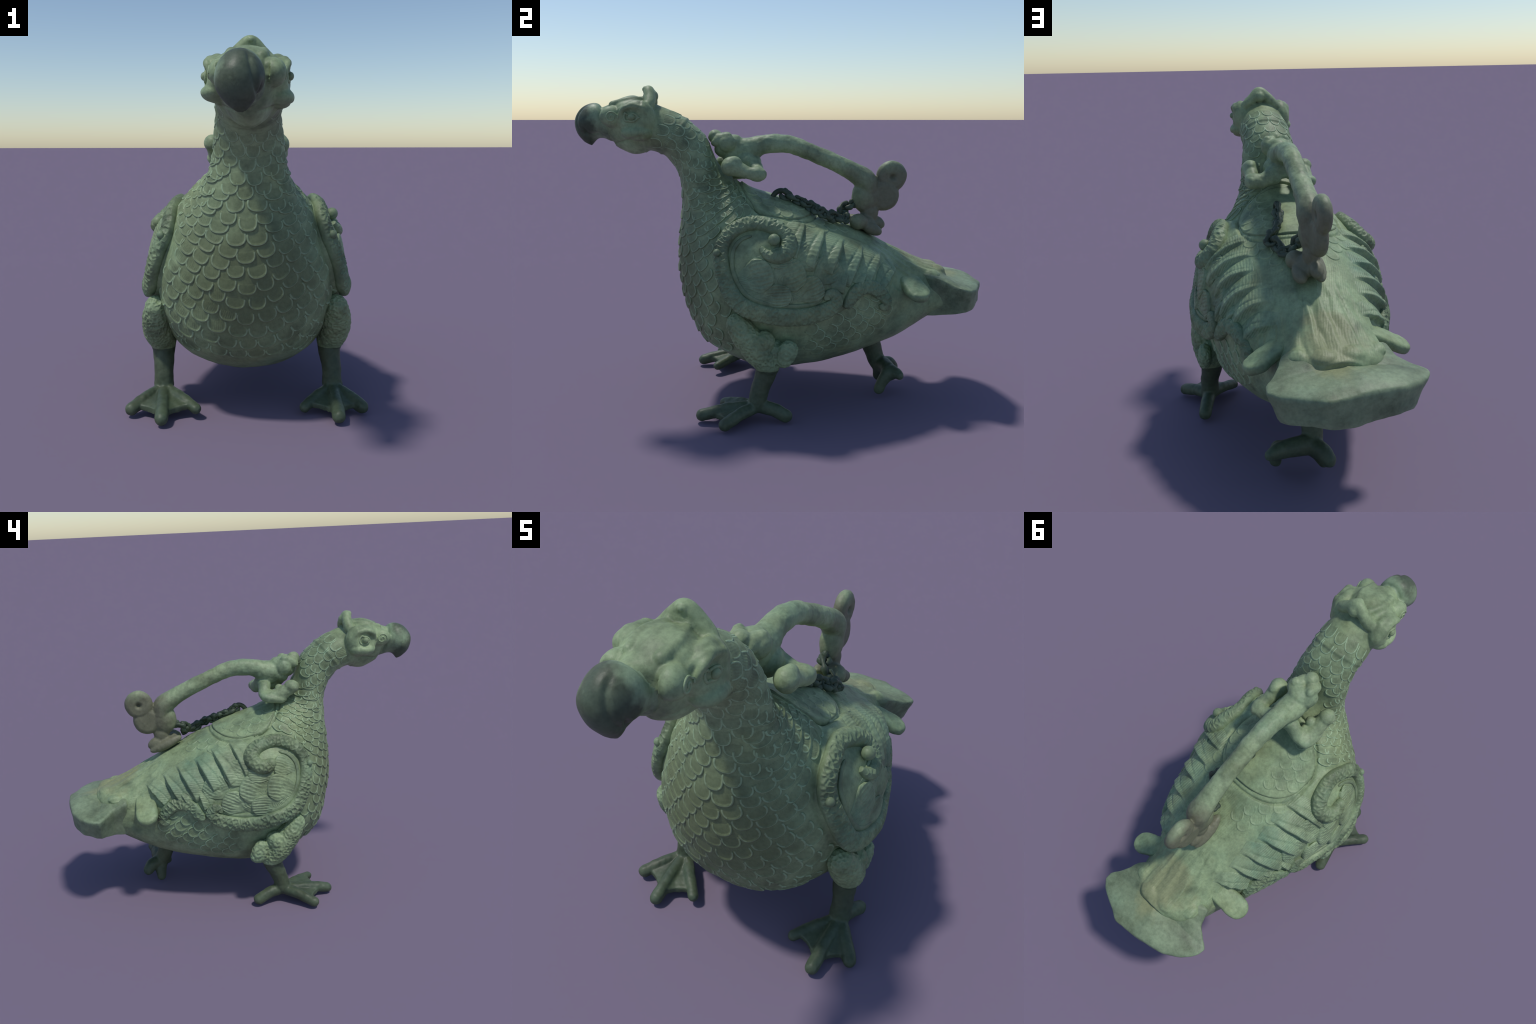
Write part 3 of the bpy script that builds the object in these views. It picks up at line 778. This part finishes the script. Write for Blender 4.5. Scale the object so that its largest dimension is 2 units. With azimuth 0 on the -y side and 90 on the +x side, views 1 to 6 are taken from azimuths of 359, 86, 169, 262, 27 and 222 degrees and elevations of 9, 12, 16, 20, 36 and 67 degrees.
for w, k in [(0.10, 1.012), (0.25, 1.016), (0.5, 1.0), (0.75, 1.0), (0.92, 1.0), (1.0, 0.97), (1.0, 0.85), (1.0, 0.5), (1.0, 0.02)]:
    kx = (1 - (0.15 - 0.11 * blunt) * w) * k
    ky = (1 - 0.03 * w) * k
    ring = np.c_[mid[0] + (loop[:, 0] - mid[0]) * kx, mid[1] + (loop[:, 1] - mid[1]) * ky, loop[:, 2] * (1 - w) + low * w - 0.008 * (k < 0.98)]
    R.append(ring)
R = np.array(R)[::-1]
v, f = rings_mesh(R)
bump_ = fbm(v, 9.0, 3, 6.0)
v += np.c_[bump_ * 0.006, fbm(v, 9.0, 3, 16.0) * 0.006, bump_ * 0.004]
plate_me = to_mesh("tail_plate", v, f)
bm = bmesh.new(); bm.from_mesh(plate_me); bmesh.ops.recalc_face_normals(bm, faces=bm.faces); bm.to_mesh(plate_me); bm.free()
plate_ob = add("tail_plate", plate_me, M_plate)
plate_me.set_sharp_from_angle(angle=math.radians(55))

# tail tabs, one each side
for s, root_p, tip in ((1, (0.200, 0.608, 0.606), (0.268, 0.630, 0.572)), (-1, (-0.205, 0.560, 0.612), (-0.308, 0.556, 0.560))):
    r0, tp = V3(*root_p), V3(*tip)
    pts = [(*r0, 0.056), (*(0.5 * (r0 + tp)), 0.058), (*tp, 0.060)]
    v, f = cap(pts, 6, 28)
    ax = (tp - r0) / np.linalg.norm(tp - r0)
    nrm = V3(s * 0.48, 0.10, 0.87); nrm -= ax * (nrm @ ax); nrm /= np.linalg.norm(nrm)
    d = (v - r0) @ nrm
    h_ = 0.024 * np.tanh(d / 0.026)                      # flat faces, rounded rim
    v = v + np.outer(h_ - d, nrm)
    v, f = fuse([(v, f)], 0.005, 3)
    v += vnormals(v, f) * (fbm(v, 20.0, 2, 4.0) * 0.003)[:, None]
    add_regions(v, f, np.zeros(len(f), int), [("tail_tab", M_body, None)])

# ------------------------------------------------------------------ legs
def web(a, b, c, reach=0.86, th=0.013, n=12):
    """Web of skin stretched from ankle a to the toe tips b and c, front edge concave."""
    a, b, c = map(lambda q: np.array(q, float), (a, b, c))
    top = []
    for i in range(n + 1):
        for j in range(n + 1):
            w = j / n
            e = b * (1 - w) + c * w
            k = (1 - (1 - reach) * math.sin(math.pi * w) ** 0.7) * i / n * 0.97
            p = a + (e - a) * k
            p[2] += 0.004 - 0.010 * math.sin(math.pi * w)
            top.append(p)
    top = np.array(top); k = n + 1
    v = np.vstack([top + V3(0, 0, th), top - V3(0, 0, th)]); o = k * k; f = []
    for i in range(n):
        for j in range(n):
            q = (i * k + j, i * k + j + 1, (i + 1) * k + j + 1, (i + 1) * k + j)
            f.append(q); f.append(tuple(o + t for t in q[::-1]))
    rim = [j for j in range(k)] + [i * k + n for i in range(1, k)] + [n * k + j for j in range(n - 1, -1, -1)] + [i * k for i in range(n - 1, 0, -1)]
    for p, q in zip(rim, rim[1:] + rim[:1]):
        f.append((q, p, o + p, o + q))
    return v, f

def toe(a, t, r0=0.030, r1=0.029, lift=0.008):
    a, t = V3(*a), V3(*t)
    m = a * 0.45 + t * 0.55; m[2] += lift
    return cap([(*a, r0), (*m, 0.5 * (r0 + r1)), (*t, r1)])

LEGS = {
    1: dict(ankle=(0.388, -0.148, 0.086), front=(0.387, -0.404, 0.034), out=(0.501, -0.300, 0.034), inn=(0.252, -0.298, 0.034), heel=(0.428, -0.018, 0.036)),
    -1: dict(ankle=(-0.376, -0.152, 0.086), front=(-0.358, -0.412, 0.033), out=(-0.500, -0.306, 0.034), inn=(-0.220, -0.332, 0.044), heel=(-0.408, -0.012, 0.036)),
}
for s, q in LEGS.items():
    ax, ay, az = q["ankle"]
    P = [cap([(s * 0.375, -0.075, 0.33, 0.06), (s * 0.378, -0.105, 0.235, 0.05), (ax, ay + 0.012, 0.15, 0.043), (ax, ay, az, 0.045)])]
    P += [toe((ax, ay, az - 0.015), q["front"]), toe((ax, ay, az - 0.015), q["out"]), toe((ax, ay, az - 0.015), q["inn"], 0.028, 0.024), toe((ax, ay, az - 0.01), q["heel"], 0.034, 0.031, 0.008)]
    P += [web((ax, ay - 0.01, az + 0.005), q["front"], q["out"]), web((ax, ay - 0.01, az + 0.005), q["front"], q["inn"])]
    # thigh shield with its bosses
    P += [cap([(s * 0.388, -0.236, 0.470, 0.052), (s * 0.396, -0.195, 0.41, 0.064), (s * 0.395, -0.14, 0.34, 0.068), (s * 0.386, -0.095, 0.275, 0.057)]),
          ell((s * 0.408, -0.125, 0.388), (0.052, 0.060, 0.052), (35, 0, 0)),
          ell((s * 0.415, -0.018 - (0.012 if s < 0 else 0), 0.332), (0.03, 0.048, 0.068), (-30 if s > 0 else 25, 0, 0), p=2.4)]
    v, f = fuse(P, 0.0042, 7)
    v += vnormals(v, f) * (fbm(v, 25.0, 2, 5.0 + s) * 0.0025)[:, None]
    thigh = v[:, 2] > 0.25
    net = np.zeros(len(v)); net[thigh] = cells(v[thigh], 0.019, 0.0060) * sstep(0.25, 0.29, v[thigh, 2])
    for by, bz, br in ((-0.222, 0.462, 0.05), (-0.125, 0.392, 0.055), (-0.018, 0.332, 0.05)):
        r = np.hypot(v[:, 1] - by, v[:, 2] - bz)
        w = np.exp(-(r / br) ** 4) * (np.abs(v[:, 0]) > 0.38)
        net = net * (1 - 0.6 * w) + w * 0.0018 * np.cos(r * 260 - np.arctan2(v[:, 2] - bz, v[:, 1] - by))
    v += vnormals(v, f) * net[:, None]
    v[:, 2] = np.maximum(v[:, 2], 0.0)
    c = v[f].mean(1)
    lab = np.where(c[:, 2] > 0.255, 0, np.where(c[:, 2] > 0.115, 1, 2))
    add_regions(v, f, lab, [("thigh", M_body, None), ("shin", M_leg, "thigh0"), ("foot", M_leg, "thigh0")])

# single hind leg under the tail
P = [cap([(0.015, 0.445, 0.30, 0.06), (0.02, 0.47, 0.23, 0.05), (0.025, 0.495, 0.16, 0.045), (0.03, 0.515, 0.125, 0.045)]),
     cap([(0.03, 0.515, 0.13, 0.045), (0.10, 0.53, 0.135, 0.042), (0.175, 0.535, 0.13, 0.036)]),
     cap([(0.175, 0.52, 0.13, 0.035), (0.18, 0.49, 0.082, 0.028), (0.182, 0.478, 0.050, 0.027)]),
     cap([(0.17, 0.545, 0.138, 0.034), (0.205, 0.562, 0.138, 0.028), (0.22, 0.570, 0.135, 0.022)]),
     cap([(0.03, 0.515, 0.12, 0.042), (0.0, 0.52, 0.08, 0.033), (-0.018, 0.521, 0.044, 0.028)]),
     cap([(0.02, 0.53, 0.12, 0.042), (0.0, 0.57, 0.12, 0.036), (-0.018, 0.592, 0.095, 0.033)])]
v, f = fuse(P, 0.0055, 6)
v += vnormals(v, f) * (fbm(v, 25.0, 2, 2.0) * 0.0025)[:, None]
v[:, 2] = np.maximum(v[:, 2], 0.0)
c = v[f].mean(1)
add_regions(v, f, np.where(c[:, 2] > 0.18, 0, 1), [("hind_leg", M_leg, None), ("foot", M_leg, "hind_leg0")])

# ------------------------------------------------------------------ handle: a crouching beast
grip = [(0, -0.20, 1.232, 0.062), (0, -0.148, 1.243, 0.056), (0.0, -0.10, 1.260, 0.048), (0.0, -0.03, 1.267, 0.046), (0.002, 0.045, 1.26, 0.043), (0.004, 0.129, 1.229, 0.042),
        (0.006, 0.257, 1.176, 0.043), (0.008, 0.358, 1.125, 0.048), (0.008, 0.415, 1.085, 0.056), (0.008, 0.43, 1.045, 0.05)]
P = [cap(grip),
     # head and shoulders
     ell((0, -0.26, 1.255), (0.062, 0.075, 0.05), (25, 0, 0)), ell((0, -0.325, 1.30), (0.034, 0.036, 0.034)), ell((0.03, -0.30, 1.285), (0.03, 0.05, 0.03), (25, 0, 0)), ell((-0.03, -0.30, 1.285), (0.03, 0.05, 0.03), (25, 0, 0)),
     ell((0.05, -0.268, 1.268), (0.028, 0.042, 0.042)), ell((-0.048, -0.262, 1.258), (0.028, 0.042, 0.042)),
     ell((0.045, -0.27, 1.305), (0.02, 0.024, 0.018)), ell((-0.04, -0.27, 1.305), (0.02, 0.024, 0.018)),
     ell((0.004, -0.19, 1.21), (0.06, 0.062, 0.05)), ell((0.012, -0.14, 1.172), (0.062, 0.036, 0.042)), ell((0.028, -0.185, 1.175), (0.058, 0.062, 0.056)), ell((0.0, -0.235, 1.215), (0.06, 0.06, 0.045), (30, 0, 0)),
     # right forepaw
     cap([(0.05, -0.14, 1.15, 0.045), (0.10, -0.125, 1.13, 0.034), (0.145, -0.13, 1.13, 0.038), (0.145, -0.165, 1.135, 0.03), (0.138, -0.205, 1.148, 0.034), (0.135, -0.255, 1.165, 0.046)]),
     ell((0.138, -0.25, 1.172), (0.034, 0.05, 0.04), (25, 0, 0)), ell((0.15, -0.13, 1.128), (0.032, 0.045, 0.034)),
     # left forepaw: broad plate ending in a knob
     cap([(-0.04, -0.15, 1.16, 0.036), (-0.10, -0.14, 1.122, 0.028), (-0.12, -0.20, 1.12, 0.036), (-0.13, -0.28, 1.158, 0.036)]),
     ell((-0.115, -0.185, 1.116), (0.052, 0.078, 0.028), (8, -16, 0), p=2.6), ell((-0.085, -0.225, 1.155), (0.022, 0.024, 0.022)), ell((-0.135, -0.285, 1.168), (0.038, 0.042, 0.036)), ell((-0.125, -0.135, 1.122), (0.026, 0.028, 0.020)),
     # haunches and hind paws
     ell((0.008, 0.42, 1.005), (0.048, 0.072, 0.085), (0, 0, 0)), ell((0.01, 0.44, 0.925), (0.036, 0.045, 0.06)),
     ell((0.0, 0.475, 0.872), (0.03, 0.05, 0.034), (-20, 0, 0)), ell((-0.015, 0.42, 0.868), (0.034, 0.10, 0.03), (-22, 0, 0)),
     ell((0.062, 0.375, 0.885), (0.04, 0.045, 0.04)), ell((0.06, 0.445, 0.848), (0.032, 0.055, 0.03), (-25, 0, 0)), ell((0.03, 0.41, 0.875), (0.045, 0.07, 0.04), (-22, 0, 0)),
     # curled tail, a flat figure of eight
     puck((-0.004, 0.550, 1.104), 0.077, 0.028), puck((0.002, 0.513, 1.008), 0.077, 0.029)]
v, f = fuse(P, 0.0046, 4)
n = vnormals(v, f)
v += n * (fbm(v, 22.0, 3, 8.0) * (0.0030 - 0.0012 * sstep(0.3, 0.45, v[:, 1])))[:, None]
# dimple at the centre of the curl
r = np.hypot(v[:, 1] - 0.551, v[:, 2] - 1.102)
v[:, 0] *= 1 - 0.75 * np.exp(-(r / 0.013) ** 2)
c = v[f].mean(1)
lab = np.zeros(len(f), int)
lab[(c[:, 1] < -0.215) & (c[:, 2] > 1.20)] = 1
lab[(c[:, 1] < -0.09) & (c[:, 2] < 1.20) & (np.abs(c[:, 0]) > 0.06)] = 2
lab[(c[:, 1] > 0.30) & (c[:, 2] < 1.06)] = 3
lab[(c[:, 1] > 0.478) & (c[:, 2] > 0.93)] = 4
add_regions(v, f, lab, [("handle", M_handle, None), ("beast_head", M_handle, "handle0"), ("beast_paw", M_handle, "handle0"), ("beast_haunch", M_handle, "handle0"), ("beast_tail", M_handle, "handle0")])
